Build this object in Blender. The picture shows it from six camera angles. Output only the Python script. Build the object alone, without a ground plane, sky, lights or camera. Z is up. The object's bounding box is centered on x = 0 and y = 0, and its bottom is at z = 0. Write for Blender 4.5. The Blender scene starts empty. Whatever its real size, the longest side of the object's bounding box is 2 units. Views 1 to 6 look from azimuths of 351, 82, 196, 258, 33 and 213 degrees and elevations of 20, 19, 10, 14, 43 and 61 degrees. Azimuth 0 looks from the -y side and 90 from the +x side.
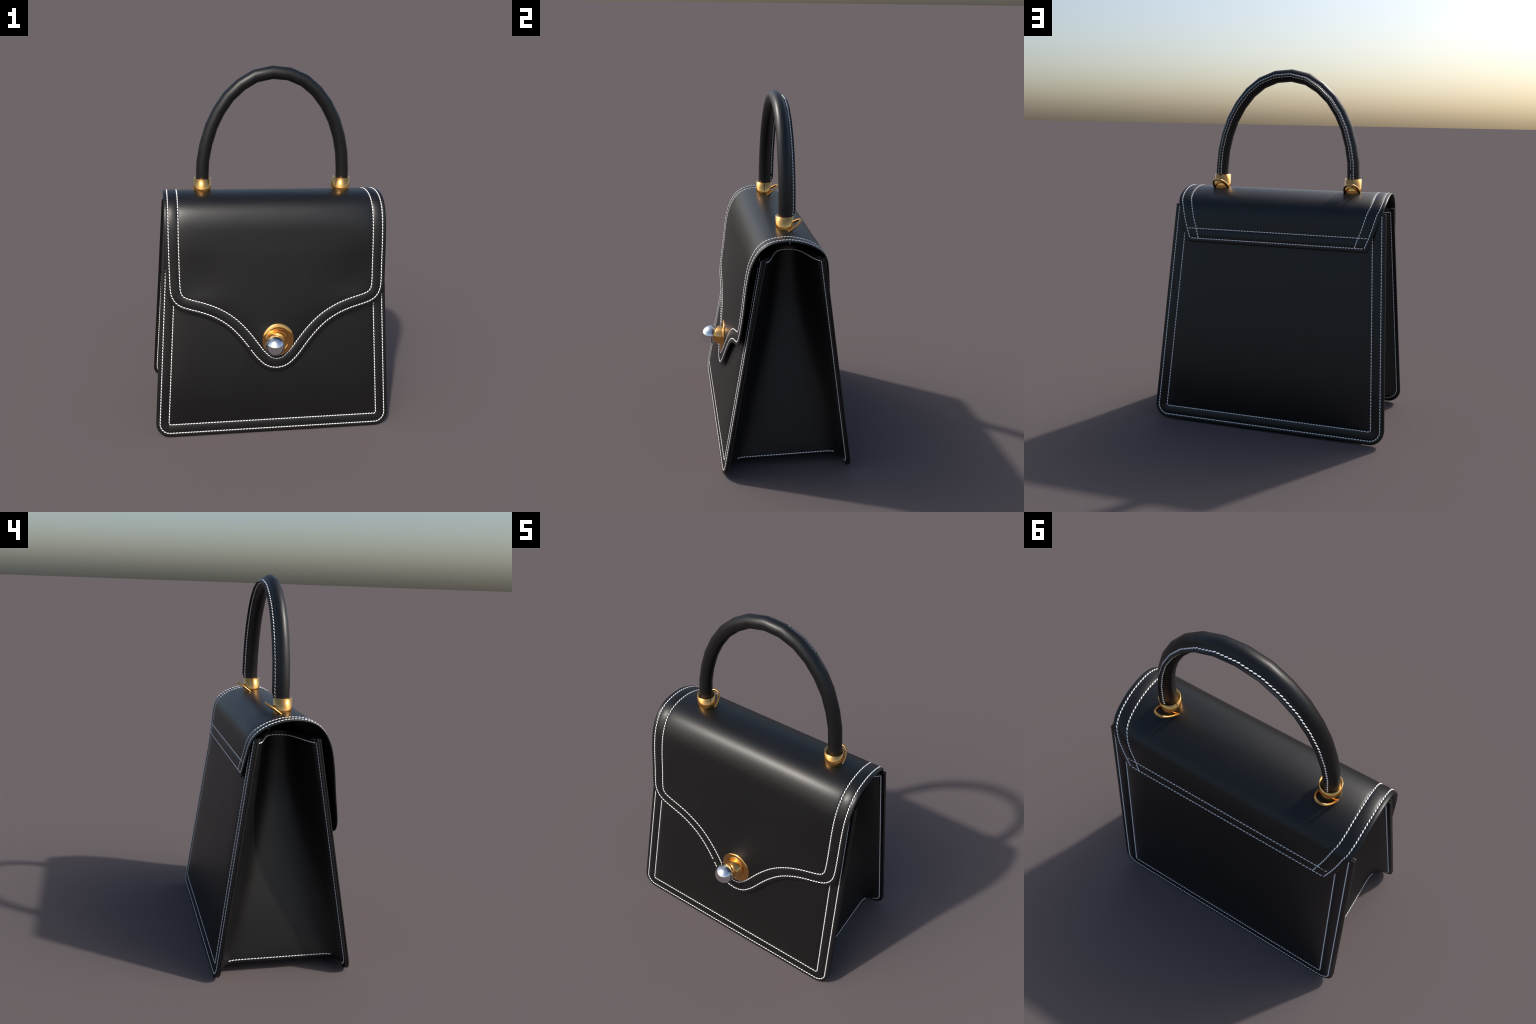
# Black leather top-handle handbag with white saddle stitching, gold hardware and a chrome clasp ball.
import bpy, math, random
import numpy as np

random.seed(7)
rng = np.random.default_rng(7)
scene = bpy.context.scene

# ------------------------------------------------------------------ materials
def new_mat(name):
    m = bpy.data.materials.new(name); m.use_nodes = True
    nt = m.node_tree
    return m, nt, nt.nodes["Principled BSDF"]

def leather(name, base=0.0032, rough=0.42, spec=0.5):
    m, nt, b = new_mat(name)
    tc = nt.nodes.new("ShaderNodeTexCoord")
    n1 = nt.nodes.new("ShaderNodeTexNoise"); n1.inputs["Scale"].default_value = 3.0
    n1.inputs["Detail"].default_value = 3.0
    nt.links.new(tc.outputs["Object"], n1.inputs["Vector"])
    r1 = nt.nodes.new("ShaderNodeValToRGB")
    r1.color_ramp.elements[0].position = 0.3
    r1.color_ramp.elements[0].color = (base*0.92, base*0.92, base*0.93, 1)
    r1.color_ramp.elements[1].position = 0.7
    r1.color_ramp.elements[1].color = (base*1.08, base*1.08, base*1.09, 1)
    nt.links.new(n1.outputs["Fac"], r1.inputs["Fac"])
    nt.links.new(r1.outputs["Color"], b.inputs["Base Color"])
    mr = nt.nodes.new("ShaderNodeMapRange")
    mr.inputs["From Min"].default_value = 0.3; mr.inputs["From Max"].default_value = 0.7
    mr.inputs["To Min"].default_value = rough-0.015; mr.inputs["To Max"].default_value = rough+0.015
    nt.links.new(n1.outputs["Fac"], mr.inputs["Value"])
    nt.links.new(mr.outputs["Result"], b.inputs["Roughness"])
    b.inputs["Specular IOR Level"].default_value = spec
    n2 = nt.nodes.new("ShaderNodeTexNoise"); n2.inputs["Scale"].default_value = 140.0
    n2.inputs["Detail"].default_value = 2.0
    nt.links.new(tc.outputs["Object"], n2.inputs["Vector"])
    bp = nt.nodes.new("ShaderNodeBump"); bp.inputs["Strength"].default_value = 0.04
    bp.inputs["Distance"].default_value = 0.002
    nt.links.new(n2.outputs["Fac"], bp.inputs["Height"])
    nt.links.new(bp.outputs["Normal"], b.inputs["Normal"])
    return m

def metal(name, col, rough):
    m, nt, b = new_mat(name)
    b.inputs["Metallic"].default_value = 1.0
    tc = nt.nodes.new("ShaderNodeTexCoord")
    n1 = nt.nodes.new("ShaderNodeTexNoise"); n1.inputs["Scale"].default_value = 20.0
    nt.links.new(tc.outputs["Object"], n1.inputs["Vector"])
    r1 = nt.nodes.new("ShaderNodeValToRGB")
    r1.color_ramp.elements[0].color = (*[c*0.985 for c in col], 1)
    r1.color_ramp.elements[1].color = (*col, 1)
    nt.links.new(n1.outputs["Fac"], r1.inputs["Fac"])
    nt.links.new(r1.outputs["Color"], b.inputs["Base Color"])
    b.inputs["Roughness"].default_value = rough
    return m

def thread_mat(name):
    m, nt, b = new_mat(name)
    tc = nt.nodes.new("ShaderNodeTexCoord")
    n1 = nt.nodes.new("ShaderNodeTexNoise"); n1.inputs["Scale"].default_value = 60.0
    nt.links.new(tc.outputs["Object"], n1.inputs["Vector"])
    r1 = nt.nodes.new("ShaderNodeValToRGB")
    r1.color_ramp.elements[0].color = (0.985, 0.965, 0.93, 1)
    r1.color_ramp.elements[1].color = (1.0, 0.985, 0.955, 1)
    nt.links.new(n1.outputs["Fac"], r1.inputs["Fac"])
    nt.links.new(r1.outputs["Color"], b.inputs["Base Color"])
    b.inputs["Roughness"].default_value = 0.6
    b.inputs["Specular IOR Level"].default_value = 0.8
    return m

def add_pillow(m, amp_z, amp_x, half_w=0.601, taper=0.0545, reach=0.10):
    """padded look of the body panels: the surface rolls away towards the bottom hem and the side seams (bump only)"""
    nt = m.node_tree
    fine = next(n for n in nt.nodes if n.type == 'BUMP')
    tc = next(n for n in nt.nodes if n.type == 'TEX_COORD')
    sep = nt.nodes.new("ShaderNodeSeparateXYZ"); nt.links.new(tc.outputs["Object"], sep.inputs[0])
    def math(op, a, b=None):
        n = nt.nodes.new("ShaderNodeMath"); n.operation = op
        for i, v in enumerate((a, b)):
            if v is None: continue
            if isinstance(v, (int, float)): n.inputs[i].default_value = v
            else: nt.links.new(v, n.inputs[i])
        return n.outputs[0]
    z = sep.outputs["Z"]; ax = math('ABSOLUTE', sep.outputs["X"])
    dz = math('MAXIMUM', math('SUBTRACT', z, 0.078), 0.0)                     # height above the inner seam
    ez = math('EXPONENT', math('MULTIPLY', math('POWER', math('DIVIDE', dz, 0.16), 1.5), -1.0))
    dx = math('MAXIMUM', math('SUBTRACT', math('SUBTRACT', half_w, math('MULTIPLY', z, taper)), ax), 0.0)
    ex = math('EXPONENT', math('MULTIPLY', math('DIVIDE', dx, reach), -1.0))
    h = math('ADD', math('MULTIPLY', ez, -amp_z), math('MULTIPLY', ex, -amp_x))
    bp = nt.nodes.new("ShaderNodeBump"); bp.inputs["Strength"].default_value = 1.0; bp.inputs["Distance"].default_value = 1.0
    nt.links.new(h, bp.inputs["Height"])
    nt.links.new(bp.outputs["Normal"], fine.inputs["Normal"])
    return m

PANEL_LEATHER = add_pillow(leather("black_panel_leather"), 0.030, 0.010)
FLAP_LEATHER = add_pillow(leather("black_flap_leather"), 0.0, 0.016, 0.530, 0.0, 0.13)
GUSSET_LEATHER = leather("black_gusset_leather", base=0.0034, rough=0.46)
HANDLE_LEATHER = leather("black_handle_leather", base=0.0034, rough=0.42)
GOLD = metal("polished_gold", (0.84, 0.45, 0.14), 0.12)
CHROME = metal("polished_chrome", (0.90, 0.91, 0.93), 0.05)
THREAD = thread_mat("white_thread")

# ------------------------------------------------------------------ helpers
def make_obj(name, verts, faces, mat, parent, smooth_angle=None, weld=0.0):
    me = bpy.data.meshes.new(name)
    me.from_pydata([tuple(map(float, v)) for v in verts], [], faces)
    me.validate()
    import bmesh
    bm = bmesh.new(); bm.from_mesh(me)
    if weld > 0:
        bmesh.ops.remove_doubles(bm, verts=bm.verts, dist=weld)
    bmesh.ops.recalc_face_normals(bm, faces=bm.faces)
    bm.to_mesh(me); bm.free()
    me.materials.append(mat)
    me.shade_smooth()
    if smooth_angle is not None:
        me.set_sharp_from_angle(angle=math.radians(smooth_angle))
    ob = bpy.data.objects.new(name, me)
    scene.collection.objects.link(ob)
    ob.parent = parent
    return ob

def ring_faces(nrings, n, closed=True):
    """quads between consecutive rings of n points"""
    f = []
    m = n if closed else n-1
    for r in range(nrings-1):
        for i in range(m):
            j = (i+1) % n
            f.append((r*n+i, r*n+j, (r+1)*n+j, (r+1)*n+i))
    return f

def smoothstep(a, b, x):
    t = np.clip((x-a)/(b-a), 0, 1)
    return t*t*(3-2*t)

def catmull(P, per=16):
    P = np.array(P, float)
    Q = np.vstack([2*P[0]-P[1], P, 2*P[-1]-P[-2]])
    out = []
    for i in range(1, len(Q)-2):
        p0, p1, p2, p3 = Q[i-1], Q[i], Q[i+1], Q[i+2]
        for k in range(per):
            t = k/per
            out.append(0.5*((2*p1)+(-p0+p2)*t+(2*p0-5*p1+4*p2-p3)*t*t+(-p0+3*p1-3*p2+p3)*t**3))
    out.append(P[-1])
    return np.array(out)

def arclen(P):
    return np.concatenate([[0], np.cumsum(np.linalg.norm(np.diff(P, axis=0), axis=1))])

def resample(P, step=None, n=None):
    s = arclen(P)
    if n is None:
        n = max(2, int(round(s[-1]/step))+1)
    t = np.linspace(0, s[-1], n)
    return np.stack([np.interp(t, s, P[:, k]) for k in range(P.shape[1])], 1)

# ------------------------------------------------------------------ stitches
PITCH = 0.0166
def capsule(length, width, height, nseg=8, nring=7):
    """one saddle stitch: a short, slightly flattened thread lying along +X, Z up"""
    v, f = [], []
    for i in range(nring):
        a = math.pi*i/(nring-1)
        c = -math.cos(a)
        x = math.copysign(abs(c)**0.7, c)*length/2
        r = max(math.sin(a), 0.0)**0.6
        for k in range(nseg):
            b = 2*math.pi*k/nseg
            v.append((x, math.cos(b)*r*width/2, math.sin(b)*r*height/2))
    for i in range(nring-1):
        for k in range(nseg):
            kk = (k+1) % nseg
            f.append((i*nseg+k, (i+1)*nseg+k, (i+1)*nseg+kk, i*nseg+kk))
    return np.array(v), f
ST_V, ST_F = capsule(0.0142, 0.0051, 0.0044)

class Stitches:
    def __init__(self): self.v = []; self.f = []; self.n = 0
    def line(self, pts, nrm, slant=13, lift=0.0006, pitch=PITCH, skip=()):
        """lay stitches along a polyline with surface normals nrm"""
        pts = np.asarray(pts, float); nrm = np.asarray(nrm, float)
        s = arclen(pts); L = s[-1]
        cnt = max(1, int(round(L/pitch)))
        for i in range(cnt):
            if i in skip: continue
            t = (i+0.5)*L/cnt
            p = np.array([np.interp(t, s, pts[:, k]) for k in range(3)])
            a = np.array([np.interp(max(t-0.004, 0), s, pts[:, k]) for k in range(3)])
            b = np.array([np.interp(min(t+0.004, L), s, pts[:, k]) for k in range(3)])
            n = np.array([np.interp(t, s, nrm[:, k]) for k in range(3)]); n /= np.linalg.norm(n)
            tg = b-a; tg -= n*(tg@n); tg /= np.linalg.norm(tg)
            ang = math.radians(slant+rng.uniform(-2.5, 2.5))
            side = np.cross(n, tg)
            d = tg*math.cos(ang)+side*math.sin(ang)
            e = np.cross(n, d)
            V = p+n*lift+np.outer(ST_V[:, 0], d)+np.outer(ST_V[:, 1], e)+np.outer(ST_V[:, 2], n)
            o = self.n*len(ST_V)
            self.v.append(V); self.f += [tuple(o+q for q in fc) for fc in ST_F]
            self.n += 1
    def build(self, parent):
        ob = make_obj("stitching", np.vstack(self.v), self.f, THREAD, parent)
        ob["kind"] = "stuff"
        return ob

# ------------------------------------------------------------------ top-level thing
bag = bpy.data.objects.new("handbag", None)
scene.collection.objects.link(bag)
bag["label"] = "black leather top-handle handbag with white stitching, gold hardware"
bag["category"] = "handbag"

# ------------------------------------------------------------------ front and back panels
Z_TOP, Z_BOT = 1.238, 0.0055
SLOPE_X = 0.0545
ALPHA = math.atan(SLOPE_X)
R_CORNER = 0.078
def half_width(z): return 0.672-SLOPE_X*z

N_SIDE, N_ARC, N_BOT = 60, 14, 60
def outline_u(dx, dz, r, ztop):
    """U-shaped outline (left side down, bottom, right side up), inset by dx at the sides, dz at the bottom.
    dx, dz, r, ztop may be arrays of one value per outline point."""
    n = N_SIDE+N_ARC+N_BOT+N_ARC+N_SIDE
    dx, dz, r, ztop = [np.broadcast_to(np.asarray(a, float), (n,)) for a in (dx, dz, r, ztop)]
    zb = Z_BOT+dz
    zc = zb+r
    hwc = 0.672-SLOPE_X*zc-dx/math.cos(ALPHA)
    xc = hwc-r/math.cos(ALPHA)
    zs = zc+r*math.sin(ALPHA)
    X = np.zeros(n); Z = np.zeros(n)
    k = np.arange(N_SIDE)/N_SIDE
    def side(t, i):           # t = 0 at top, 1 at corner
        z = ztop[i]+(zs[i]-ztop[i])*t
        return 0.672-SLOPE_X*z-dx[i]/math.cos(ALPHA), z
    i = np.arange(N_SIDE); x, z = side(k, i); X[i] = -x; Z[i] = z
    i = N_SIDE+np.arange(N_ARC); a = ALPHA-(math.pi/2+ALPHA)*np.arange(N_ARC)/(N_ARC-1)
    X[i] = -(xc[i]+r[i]*np.cos(a)); Z[i] = zc[i]+r[i]*np.sin(a)
    i = N_SIDE+N_ARC+np.arange(N_BOT); t = (np.arange(N_BOT)+1)/(N_BOT+1)
    X[i] = -xc[i]+2*xc[i]*t; Z[i] = zb[i]
    i = N_SIDE+N_ARC+N_BOT+np.arange(N_ARC); a = a[::-1]
    X[i] = xc[i]+r[i]*np.cos(a); Z[i] = zc[i]+r[i]*np.sin(a)
    i = N_SIDE+2*N_ARC+N_BOT+np.arange(N_SIDE); x, z = side(k[::-1], i); X[i] = x; Z[i] = z
    return X, Z

def panel_ring(d, ztop=Z_TOP):
    r = max(R_CORNER-d, 0.012)
    X, Z = outline_u(d, d, r, ztop-d)
    nt = 60
    t = (np.arange(nt)+1)/(nt+1)
    X = np.concatenate([X, X[-1]+(X[0]-X[-1])*t]); Z = np.concatenate([Z, Z[-1]+(Z[0]-Z[-1])*t])
    return X, Z

FRONT = dict(y0=-0.325, k=0.17, n=np.array([0, -1, 0.17])/math.hypot(1, 0.17))
BACK = dict(y0=0.388, k=-0.1434, n=np.array([0, 1, 0.1434])/math.hypot(1, 0.1434))
def on_panel(pl, X, Z, h):
    X, Z = np.asarray(X, float), np.asarray(Z, float)
    P = np.stack([X, pl["y0"]+pl["k"]*Z, Z], 1)
    return P+np.outer(np.broadcast_to(h, X.shape), pl["n"])

D_ST1, D_ST2 = 0.0215, 0.0710
T_PANEL, T_FLANGE = 0.011, 0.010
RELIEF = [(0.0, -0.0075), (0.0, -0.0035), (0.0012, -0.0012), (0.004, 0.0), (0.012, 0.0010), (0.018, 0.0008),
          (D_ST1, -0.0008), (0.0255, 0.0008), (0.034, 0.0020), (0.046, 0.0026), (0.058, 0.0020), (0.0665, 0.0007),
          (D_ST2, -0.0010), (0.0755, 0.0012), (0.083, 0.0028)]
def puff(d, amp):
    return 0.0028+amp*(1-np.exp(-np.maximum(d-0.083, 0)/0.04))

def build_panel(name, pl, amp):
    verts, rings = [], 0
    n = None
    back = [(0.30, -T_PANEL), (0.05, -T_PANEL), (0.004, -T_PANEL), (0.0012, -0.0098)]
    for d, h in back+RELIEF:
        X, Z = panel_ring(d); n = len(X)
        verts.append(on_panel(pl, X, Z, h)); rings += 1
    # interior: shrink towards a central line, gently padded
    X0, Z0 = panel_ring(0.083)
    Xc, Zc = X0*0.0, np.clip(Z0, 0.50, 0.74)
    K = 34
    for k in range(1, K+1):
        t = (k/K)
        X = X0+(Xc-X0)*t; Z = Z0+(Zc-Z0)*t
        d = np.minimum.reduce([half_width(Z)-np.abs(X), Z-Z_BOT, (Z_TOP-Z)*1.3])
        # smooth minimum so that the padding has no ridge along the diagonals
        ds = -np.log(np.exp(-(half_width(Z)-np.abs(X))/0.06)+np.exp(-(Z-Z_BOT)/0.06)+np.exp(-(Z_TOP-Z)/0.06))*0.06
        ds = np.where(t < 0.12, d+(ds-d)*t/0.12, ds)
        fade = 1-0.7*smoothstep(0.75, 1.1, Z)
        verts.append(on_panel(pl, X, Z, 0.0028+(puff(ds, amp)-0.0028)*fade)); rings += 1
    ob = make_obj(name, np.vstack(verts), ring_faces(rings, n)+[tuple(range(n))[::-1]], PANEL_LEATHER, bag, 40, weld=0.0004)
    st = Stitches()
    U = N_SIDE*2+N_ARC*2+N_BOT
    for d in (D_ST1, D_ST2):
        X, Z = outline_u(d, d, max(R_CORNER-d, 0.012), Z_TOP-0.012)
        P = on_panel(pl, X, Z, 0.0)
        if pl is BACK: P = P[::-1]
        P = resample(P, 0.004)
        st.line(P, np.tile(pl["n"], (len(P), 1)))
    st.build(ob)
    return ob

front_panel = build_panel("front_panel", FRONT, 0.0035)
back_panel = build_panel("back_panel", BACK, 0.0060)

# ------------------------------------------------------------------ gusset (sides and floor in one strip)
def inner_y(pl, z):
    off = (T_PANEL+T_FLANGE)/abs(pl["n"][1])
    return pl["y0"]+pl["k"]*z+(off if pl is FRONT else -off)

NU = N_SIDE*2+N_ARC*2+N_BOT
idx = np.arange(NU)
base_X, base_Z = outline_u(0.0, 0.0, R_CORNER, Z_TOP-0.002)
def smooth_curve(xs, ys):
    """soft interpolation through a few control values"""
    C = catmull(np.stack([xs, ys], 1), 20)
    return lambda z: np.interp(z, C[:, 0], C[:, 1])
side_depth = smooth_curve([0.0, 0.10, 0.30, 0.50, 0.70, 0.90, 1.05, 1.14, 1.24], [0.098, 0.103, 0.136, 0.178, 0.221, 0.254, 0.256, 0.246, 0.222])
fold_width = smooth_curve([0.0, 0.10, 0.30, 0.60, 0.90, 1.24], [0.026, 0.036, 0.062, 0.076, 0.072, 0.064])
fold_power = smooth_curve([0.0, 0.10, 0.30, 0.60, 0.90, 1.24], [1.7, 1.55, 1.4, 1.38, 1.55, 2.2])
FLOOR_D = 0.0455
def gusset_line(e_mode, val):
    """points of the strip at one position across it.
    e_mode 'f'/'b' flange at inset val (front/back); 'c' centre part at fraction val from front to back"""
    zt = Z_TOP-0.002
    if e_mode in "fb":
        X, Z = outline_u(val, val, max(R_CORNER-val*0.6, 0.03), zt)
        Y = inner_y(FRONT if e_mode == "f" else BACK, Z)
        return np.stack([X, Y, Z], 1)
    X, Z = base_X, base_Z
    for it in range(2):                       # z depends on inset, refine once
        yf, yb = inner_y(FRONT, Z), inner_y(BACK, Z)
        w = yb-yf
        e = w*min(val, 1-val)
        f = 1-np.exp(-(e/fold_width(Z))**fold_power(Z))
        dx = 0.026+(side_depth(Z)-0.026)*f
        dz = 0.026+(FLOOR_D-0.026)*f
        r = R_CORNER-0.6*0.026-0.047*f
        X, Z = outline_u(dx, dz, r, zt)
    yf, yb = inner_y(FRONT, Z), inner_y(BACK, Z)
    return np.stack([X, yf+(yb-yf)*val, Z], 1)

cross = [("f", d) for d in (0.0, 0.004, 0.012, 0.020, 0.0255)]
q = 0.5*(1-np.cos(np.pi*(np.arange(1, 60)/60)))
cross += [("c", v) for v in q]
cross += [("b", d) for d in (0.0255, 0.020, 0.012, 0.004, 0.0)]
G = np.array([gusset_line(m, v) for m, v in cross])      # [cross, path, 3]
gv = G.reshape(-1, 3)
nc = len(cross)
gf = []
for a in range(nc-1):
    for i in range(NU-1):
        gf.append((a*NU+i, a*NU+i+1, (a+1)*NU+i+1, (a+1)*NU+i))
gusset = make_obj("gusset", gv, gf, GUSSET_LEATHER, bag, 60)
# which way do the faces look? make them face out of the bag, then thicken inwards
me = gusset.data
mid = [p for p in me.polygons if abs(p.center.x) > 0.3 and abs(p.center.y-0.03) < 0.05 and p.center.z > 0.5]
if sum(p.normal.x*math.copysign(1, p.center.x) for p in mid) < 0:
    me.flip_normals()
bpy.context.view_layer.update()
md = gusset.modifiers.new("thickness", "SOLIDIFY"); md.thickness = T_FLANGE-0.0006; md.offset = -1
bv = gusset.modifiers.new("edge", "BEVEL"); bv.width = 0.0028; bv.segments = 3; bv.limit_method = "ANGLE"; bv.angle_limit = math.radians(60)
dg = bpy.context.evaluated_depsgraph_get()
me2 = bpy.data.meshes.new_from_object(gusset.evaluated_get(dg))
gusset.modifiers.clear(); gusset.data = me2
me2.shade_smooth(); me2.set_sharp_from_angle(angle=math.radians(60))

st = Stitches()
for m, pl in (("f", FRONT), ("b", BACK)):
    P = gusset_line(m, 0.0205)
    if m == "f": P = P[::-1]
    P = resample(P[1:-1], 0.004)
    st.line(P, np.tile(-pl["n"], (len(P), 1)))
def gusset_across(zlevel, left, v0, v1):
    vs = np.linspace(v0, v1, 120)
    pts = []
    for v in vs:
        L = gusset_line("c", v)
        seg = L[:N_SIDE+5] if left else L[::-1][:N_SIDE+5]
        k = np.argsort(seg[:, 2])
        pts.append([np.interp(zlevel, seg[k, 2], seg[k, j]) for j in range(3)])
    pts = np.array(pts)
    t = np.gradient(pts, axis=0)
    s = -1 if left else 1
    n = np.stack([t[:, 1], -t[:, 0], np.zeros(len(t))], 1)
    n *= np.sign(n[:, :1]*s+1e-9)
    n /= np.linalg.norm(n, axis=1, keepdims=True)
    return pts, n
for left in (True, False):
    P, Nn = gusset_across(1.214, left, 0.012, 0.988)
    if left: P, Nn = P[::-1], Nn[::-1]
    st.line(P, Nn)
    P, Nn = gusset_across(0.0735, left, 0.078, 0.922)
    if left: P, Nn = P[::-1], Nn[::-1]
    st.line(P, Nn)
st.build(gusset)

# ------------------------------------------------------------------ flap
PROFILE = catmull([(.2610, 1.016), (.2565, 1.05), (.2475, 1.11), (.238, 1.17), (.226, 1.225), (.200, 1.264), (.168, 1.2885),
                   (.121, 1.311), (.069, 1.326), (.0234, 1.3315), (-.028, 1.3295), (-.0795, 1.3175), (-.1305, 1.280),
                   (-.1686, 1.2105), (-.184, 1.15), (-.196, 1.075), (-.208, .965), (-.220, .876), (-.231, .80),
                   (-.2575, .6), (-.2845, .4), (-.2905, .35)], 24)
PROFILE = resample(PROFILE, 0.004)
for _ in range(70):                                   # relax the leather's bend
    PROFILE[1:-1] = 0.25*PROFILE[:-2]+0.5*PROFILE[1:-1]+0.25*PROFILE[2:]
PS = arclen(PROFILE)
tg = np.gradient(PROFILE, axis=0); tg /= np.linalg.norm(tg, axis=1, keepdims=True)
PN = np.stack([-tg[:, 1], tg[:, 0]], 1)
if PN[len(PN)//2, 1] < 0 or PN[-1, 0] > 0: PN = -PN
def on_flap(X, S, h):
    y = np.interp(S, PS, PROFILE[:, 0]); z = np.interp(S, PS, PROFILE[:, 1])
    ny = np.interp(S, PS, PN[:, 0]); nz = np.interp(S, PS, PN[:, 1])
    shift = 0.006*smoothstep(PS[-1]*0.45, PS[-1]*0.75, S)
    h = h+0.004*np.exp(-(X/0.16)**2-((z-0.46)/0.12)**2)*(y < 0)
    P = np.stack([X+shift, y+h*ny, z+h*nz], 1)
    return P, np.stack([np.zeros_like(ny), ny, nz], 1)
i_top = int(np.argmax(PROFILE[:, 1]))
def s_front(z): return float(np.interp(-z, -PROFILE[i_top:, 1], PS[i_top:]))
def s_back(z): return float(np.interp(z, PROFILE[:i_top+1, 1], PS[:i_top+1]))

# outer stitch line of the right half, from the front tip to the back corner, in (x, s)
half = [(0.0, s_front(.394)), (.035, s_front(.3995)), (.068, s_front(.416)), (.098, s_front(.443)), (.125, s_front(.474)), (.162, s_front(.525)),
        (.20, s_front(.574)), (.25, s_front(.628)), (.30, s_front(.668)), (.36, s_front(.702)), (.42, s_front(.7255)),
        (.48, s_front(.7435)), (.525, s_front(.7600)), (.556, s_front(.783)), (.576, s_front(.818)), (.583, s_front(.865)),
        (.584, s_front(.95)), (.584, s_front(1.1)), (.583, s_front(1.25)), (.582, PS[i_top]), (.580, s_back(1.311)), (.577, s_back(1.288)),
        (.570, s_back(1.259)), (.558, s_back(1.229)), (.541, s_back(1.167)), (.524, s_back(1.112)), (.502, s_back(1.050))]
H = resample(catmull(half, 12), 0.006)
B_S = s_back(1.050)
def half_offset(d):
    """right half of the outer stitch line moved inwards by d (negative: outwards)"""
    t = np.gradient(H, axis=0); t /= np.linalg.norm(t, axis=1, keepdims=True)
    t[0] = (1, 0)
    n = np.stack([-t[:, 1], t[:, 0]], 1)           # inward: at tip t=(1,0); inward is towards smaller s
    if n[0, 1] > 0: n = -n
    Q = H+n*d
    # keep the inset line smooth at tight corners
    for _ in range(int(max(d, 0)/0.012)):
        Q[1:-1] = 0.25*Q[:-2]+0.5*Q[1:-1]+0.25*Q[2:]
    Q[0, 0] = 0.0
    # clip at the back edge, inset as well
    sb = B_S+d
    k = np.where(Q[:, 1] < sb)[0]
    k = k[k > len(Q)//2]
    if len(k):
        a, b = Q[k[0]-1], Q[k[0]]
        u = (a[1]-sb)/(a[1]-b[1])
        Q[k] = a+(b-a)*u
    else:                                           # extend outwards
        a, b = Q[-2], Q[-1]
        u = (sb-b[1])/(b[1]-a[1])
        Q = Q.copy(); Q[-1] = b+(b-a)*u
    return Q
N_BACK = 120
def flap_ring(d):
    Q = half_offset(d)
    xb, sb = Q[-1]
    t = (np.arange(N_BACK)+1)/(N_BACK+1)
    backline = np.stack([xb-2*xb*t, np.full(N_BACK, sb)], 1)
    L = Q[::-1].copy(); L[:, 0] *= -1
    return np.vstack([Q, backline, L[:-1]])

T_FLAP = 0.008
E_OUT = -0.0215                                     # edge lies this far outside the outer stitch line
IN2 = 0.0525
prof_edge = [(0.030, -T_FLAP), (E_OUT+0.004, -T_FLAP), (E_OUT+0.0012, -T_FLAP+0.0013), (E_OUT, -T_FLAP+0.003), (E_OUT, -0.0036),
             (E_OUT+0.0010, -0.0018), (E_OUT+0.0038, -0.0002), (-0.010, 0.0008), (-0.004, 0.0006), (0.0, -0.0010), (0.004, 0.0008),
             (0.013, 0.0024), (0.026, 0.0032), (0.039, 0.0024), (IN2-0.0045, 0.0008), (IN2, -0.0012), (IN2+0.0045, 0.0012)]
def flap_swell(X, S, dist):
    """soft padding inside the inner stitch line: hollow over the shoulder and crown, full around the clasp"""
    y = np.interp(S, PS, PROFILE[:, 0]); z = np.interp(S, PS, PROFILE[:, 1])
    front = np.clip((0.02-y)/0.14, 0, 1)
    rise = 0.0016*(1-np.exp(-np.minimum(dist, 0.16)/0.02))
    wide = 1-np.exp(-np.minimum(dist, 0.16)/0.06)
    hollow = -0.0075*np.exp(-((z-1.12)/0.12)**2)*front*(1-(np.abs(X)/0.62)**2)
    crown = -0.0035*np.exp(-((y-0.02)/0.13)**2)*np.clip((z-1.2)/0.08, 0, 1)
    sides = -0.0075*np.exp(-((np.abs(X)-0.44)/0.15)**2-((z-0.90)/0.14)**2)*front
    full = 0.0050*np.exp(-(X/0.24)**2-((z-0.66)/0.15)**2)*front
    return rise+wide*(hollow+crown+sides+full)
fv = []; nr = 0
S_LO, S_HI = B_S+0.40, s_front(0.86)-0.12
R0 = flap_ring(prof_edge[0][0])
Cc = np.stack([R0[:, 0]*0, np.clip(R0[:, 1], S_LO, S_HI)], 1)
for t in np.linspace(1, 0, 26)[:-1]:               # underside, centre to rim
    Q = R0+(Cc-R0)*t
    P, _ = on_flap(Q[:, 0], Q[:, 1], np.full(len(Q), -T_FLAP)); fv.append(P); nr += 1
for d, h in prof_edge:
    Q = flap_ring(d)
    P, _ = on_flap(Q[:, 0], Q[:, 1], np.full(len(Q), h)); fv.append(P); nr += 1
R1 = flap_ring(IN2+0.0045)
Cc = np.stack([R1[:, 0]*0, np.clip(R1[:, 1], S_LO, S_HI)], 1)
nfl = len(R1)
for t in np.concatenate([np.array([0.012, 0.026, 0.042, 0.06]), np.linspace(0.08, 1, 40)]):
    Q = R1+(Cc-R1)*t
    dist = np.linalg.norm(Q-R1, axis=1)
    h = 0.0012+flap_swell(Q[:, 0], Q[:, 1], dist)
    P, _ = on_flap(Q[:, 0], Q[:, 1], h); fv.append(P); nr += 1
flap = make_obj("flap", np.vstack(fv), ring_faces(nr, nfl), FLAP_LEATHER, bag, 45, weld=0.0005)

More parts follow.
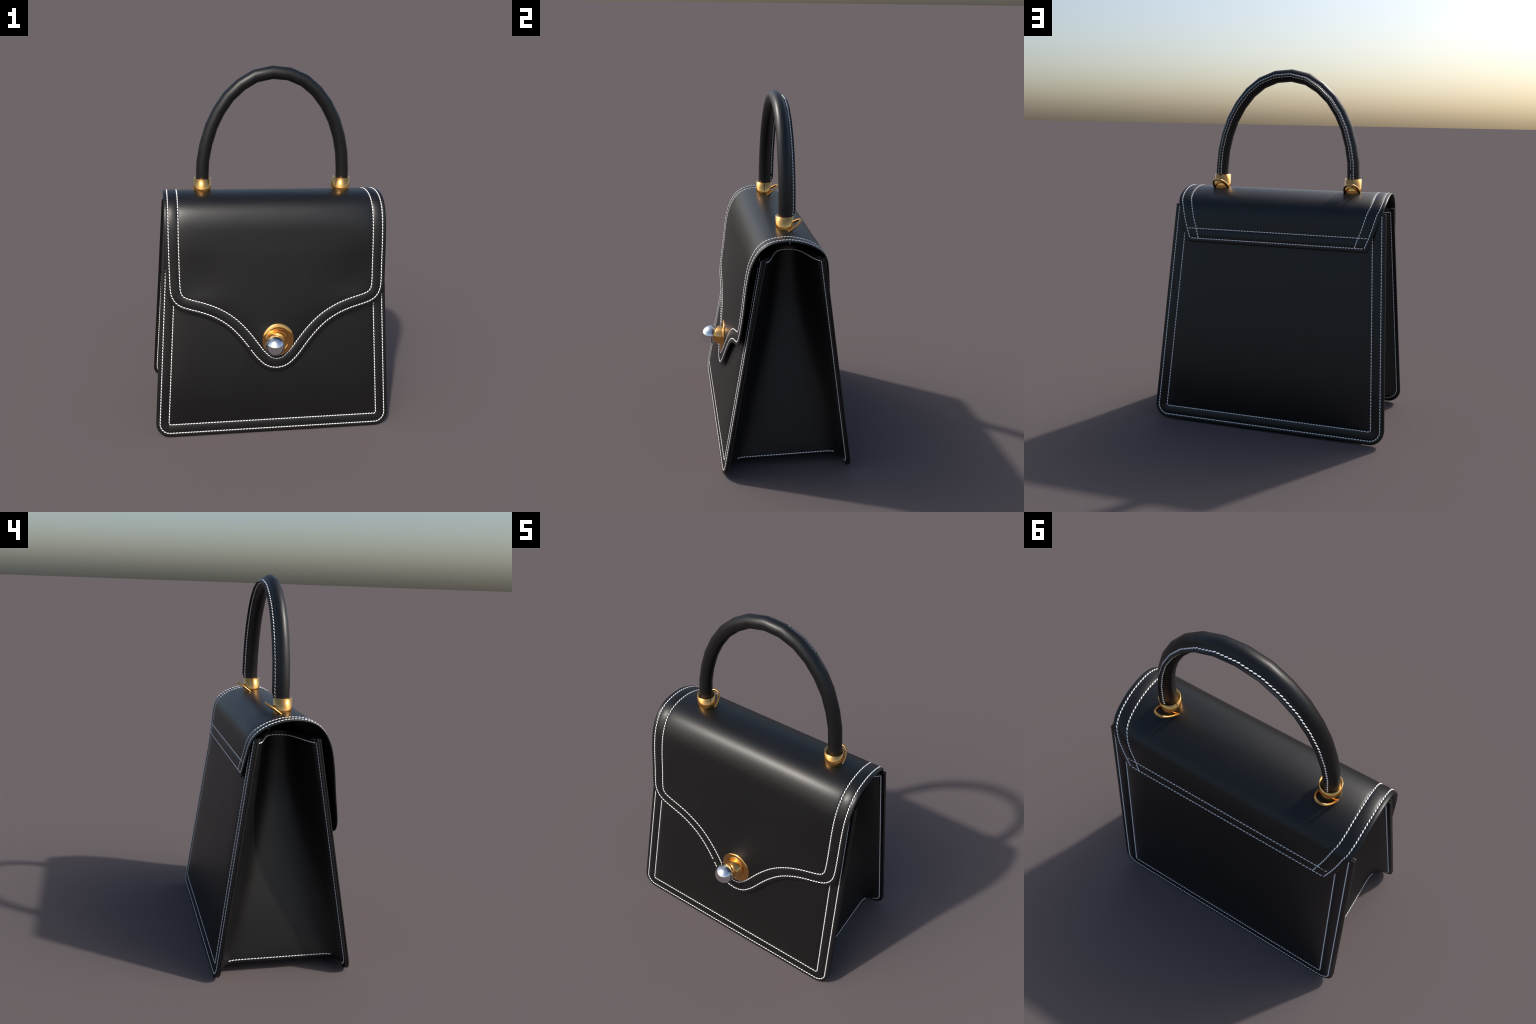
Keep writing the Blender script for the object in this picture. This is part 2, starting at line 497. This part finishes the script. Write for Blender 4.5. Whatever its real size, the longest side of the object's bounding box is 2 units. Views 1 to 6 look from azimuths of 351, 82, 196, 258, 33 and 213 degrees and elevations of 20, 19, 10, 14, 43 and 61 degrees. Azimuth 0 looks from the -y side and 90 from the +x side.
st = Stitches()
def flap_line(Q, skip=(), h=0.0002, hem=False):
    Q = resample(Q, 0.004)
    hh = np.full(len(Q), h)
    if hem: hh = hh+0.0026*(Q[:, 1] < B_S+IN2-0.004)     # where it crosses the raised hem band
    P, n = on_flap(Q[:, 0], Q[:, 1], hh)
    st.line(P, n, skip=skip)
for d in (0.0, IN2):
    Q = half_offset(d)
    if d > 0:                                       # the inner side lines run on to the hem
        k = int(np.argmax((Q[:, 1] <= Q[-1, 1]+1e-6) & (np.arange(len(Q)) > len(Q)//2)))
        Q = Q[:k]
        end = np.array([0.449, B_S])
        Q = np.vstack([Q, Q[-1]+(end-Q[-1])*np.linspace(0.1, 1, 8)[:, None]])
    L = Q[::-1].copy(); L[:, 0] *= -1
    full = np.vstack([L[:-1], Q])                   # left back corner -> tip -> right back corner
    cnt = int(round(arclen(full)[-1]/PITCH))
    gap = ()
    if d == 0.0:
        sarc = arclen(full); kk = np.argmin(np.hypot(full[:, 0]+0.147, full[:, 1]-s_front(.505)))
        gap = (int(sarc[kk]/sarc[-1]*cnt),)
    flap_line(full, gap, hem=d > 0)
for s_off, xh in ((0.0, 0.502), (0.056, 0.520)):
    Q = np.stack([np.linspace(xh-0.006, -xh+0.006, 80), np.full(80, B_S+s_off)], 1)
    flap_line(Q, h=0.0002 if s_off == 0 else 0.0012)
st.build(flap)

# ------------------------------------------------------------------ handle
HY = 0.032
HPATH = np.array([(-.3880, 1.335), (-.3880, 1.388), (-.3875, 1.432), (-.385, 1.496), (-.369, 1.586), (-.341, 1.681), (-.303, 1.762), (-.251, 1.839),
                  (-.1855, 1.901), (-.111, 1.946), (-.020, 1.9662), (.070, 1.959), (.153, 1.926), (.2225, 1.872), (.281, 1.8006),
                  (.327, 1.719), (.359, 1.632), (.380, 1.5417), (.389, 1.4538), (.3905, 1.432), (.392, 1.388), (.392, 1.335)])
def handle_section(r, welt):
    """round tube with a narrow sewn welt on the back (second coordinate = y)"""
    pts = []
    hw = 0.0030
    a0 = math.asin(0.0115/r)
    for a in np.linspace(math.pi/2+a0, 2*math.pi+math.pi/2-a0, 30):
        pts.append((r*math.cos(a), r*math.sin(a)))
    y1 = welt
    yk = min(0.0465, y1-0.004)
    pts += [(hw+0.0012, yk), (hw, yk+0.0015), (hw, y1-0.002), (hw*0.75, y1-0.0004), (0, y1), (-hw*0.75, y1-0.0004), (-hw, y1-0.002), (-hw, yk+0.0015), (-hw-0.0012, yk)]
    return pts
t = np.gradient(HPATH, axis=0); t /= np.linalg.norm(t, axis=1, keepdims=True)
t[:3] = t[-3:] = (0, 1); t[-3:] *= -1
hn = np.stack([-t[:, 1], t[:, 0]], 1)               # outward side (left leg: -x)
hv = []
for i, (p, n) in enumerate(zip(HPATH, hn)):
    welt = 0.0555
    if i in (0, len(HPATH)-1): welt = 0.039
    if i in (1, len(HPATH)-2): welt = 0.0415
    sec = handle_section(0.0345, welt)
    for a, y in sec:
        hv.append((p[0]+n[0]*a, HY+y, p[1]+n[1]*a))
ns = len(sec); nh = len(HPATH)
hf = ring_faces(nh, ns)+[tuple(range(ns))[::-1], tuple((nh-1)*ns+k for k in range(ns))]
handle = make_obj("handle", hv, hf, HANDLE_LEATHER, bag, 50)
st = Stitches()
for sgn in (1, -1):
    P, Nn = [], []
    for i, (p, n) in enumerate(zip(HPATH, hn)):
        if i in (0, nh-1): continue
        y = HY+(0.0420 if 1 < i < nh-2 else 0.0375)
        a = 0.0064*sgn
        P.append((p[0]+n[0]*a, y, p[1]+n[1]*a)); Nn.append((n[0]*sgn*0.88, 0.47, n[1]*sgn*0.88))
    P, Nn = np.array(P), np.array(Nn)
    skip = (3,) if sgn < 0 else ()
    st.line(P, Nn, slant=16, lift=0.0004, skip=skip)
st.build(handle)

# ------------------------------------------------------------------ gold ferrules with lifting loops
def lathe(prof, nseg, centre, axis=np.array([0, 0, 1.0]), xdir=np.array([1.0, 0, 0])):
    xdir = xdir-axis*(xdir@axis); xdir = xdir/np.linalg.norm(xdir)
    ydir = np.cross(axis, xdir)
    v = []
    for r, h in prof:
        for k in range(nseg):
            a = 2*math.pi*k/nseg
            v.append(np.array(centre)+axis*h+(xdir*math.cos(a)+ydir*math.sin(a))*r)
    f = ring_faces(len(prof), nseg)
    f.append(tuple(range(nseg))[::-1]); f.append(tuple((len(prof)-1)*nseg+k for k in range(nseg)))
    return v, f

FER = [(0.0340, 1.3150), (0.0405, 1.3152), (0.0438, 1.3165), (0.0455, 1.3190), (0.0462, 1.3215), (0.0472, 1.4045), (0.0450, 1.4045), (0.0335, 1.3990), (0.030, 1.3980)]      # few rings: the rim's shading rolls down the cup like polished, softened metal
for cx in (0.389, -0.3875):
    v, f = lathe(FER, 64, (cx, 0.0297, 0))
    fer = make_obj("ferrule", v, f, GOLD, bag, 100)
    # loop: half an oval of flattened wire, tilted up towards the back
    c0 = np.array([cx, 0.031, 1.3165]); ux = np.array([1, 0, 0.0]); ut = np.array([0, 0.0845, 0.0600])
    L = np.linalg.norm(ut); ud = ut/L; un = np.cross(ux, ud)
    lv = []; nst, nsec = 48, 12
    for i in range(nst):
        a = math.pi*i/(nst-1)
        c, s_ = math.cos(a), math.sin(a)
        rx = 0.0445
        px = rx*math.copysign(abs(c)**0.8, c); pt = L*abs(s_)**0.85
        pos = c0+ux*px+ud*pt
        da = 1e-3
        c2, s2 = math.cos(a+da), math.sin(a+da)
        p2 = c0+ux*(rx*math.copysign(abs(c2)**0.8, c2))+ud*(L*abs(s2)**0.85)
        tn = (p2-pos)/np.linalg.norm(p2-pos)
        side = np.cross(un, tn)
        taper = 0.65+0.35*min(1.0, s_/0.35)
        for k in range(nsec):
            b = 2*math.pi*k/nsec
            lv.append(pos+side*math.cos(b)*0.0062*taper+un*math.sin(b)*0.0066*taper)
    lf = ring_faces(nst, nsec)+[tuple(range(nsec))[::-1], tuple((nst-1)*nsec+k for k in range(nsec))]
    make_obj("loop", lv, lf, GOLD, fer, 60)

# ------------------------------------------------------------------ clasp: plate, collar, chrome ball
KN = np.array([0, -1, 0.135]); KN /= np.linalg.norm(KN)
KC = np.array([0.0095, -0.2660, 0.5575])
KP = np.array([-0.02, -1, 0.135]); KP /= np.linalg.norm(KP)      # plate sits a touch askew
BALL = np.array([-0.0190, -0.3390, 0.5545])                       # centre of the ball: the stem leans sideways
KN = (BALL-KC); KB = np.linalg.norm(KN); KN /= KB
PLATE = [(0.060, -0.012), (0.0830, -0.004), (0.0868, 0.0005), (0.0878, 0.0045), (0.0862, 0.0080), (0.0810, 0.0108), (0.0720, 0.0132),
         (0.0640, 0.0140), (0.0590, 0.0135), (0.0565, 0.0120), (0.0550, 0.0120)]
v, f = lathe(PLATE, 96, KC, KP)
v = [KC+(p-KC)*np.array([1, 1, 1.075]) for p in v]
clasp = make_obj("clasp", v, f, GOLD, bag, 50)
COLLAR = [(0.050, -0.0120), (0.0560, 0.0300), (0.0550, 0.0330), (0.0520, 0.0345), (0.0470, 0.0350), (0.0445, 0.0365), (0.0430, 0.0390), (0.0430, 0.0410),
          (0.0440, 0.0430), (0.0440, 0.0520), (0.0425, 0.0545), (0.0390, 0.0560), (0.0320, 0.0565)]
v, f = lathe(COLLAR, 96, KC, KN)
make_obj("clasp_collar", v, f, GOLD, clasp, 40)
RB = 0.0540
ball = [(RB*math.sin(a), -RB*math.cos(a)) for a in np.linspace(0.05, math.pi-0.02, 48)]
v, f = lathe([(r, h+KB) for r, h in ball], 96, KC, KN)
make_obj("clasp_ball", v, f, CHROME, clasp, 60)

# ------------------------------------------------------------------ posts that hold the handle through the flap
for cx, cy in ((0.366, 0.066), (-0.366, 0.092)):
    v, f = lathe([(0.0050, 1.205), (0.0060, 1.206), (0.0060, 1.3040), (0.0050, 1.3050)], 24, (cx, cy, 0))
    make_obj("handle_post", v, f, CHROME, bag, 40)
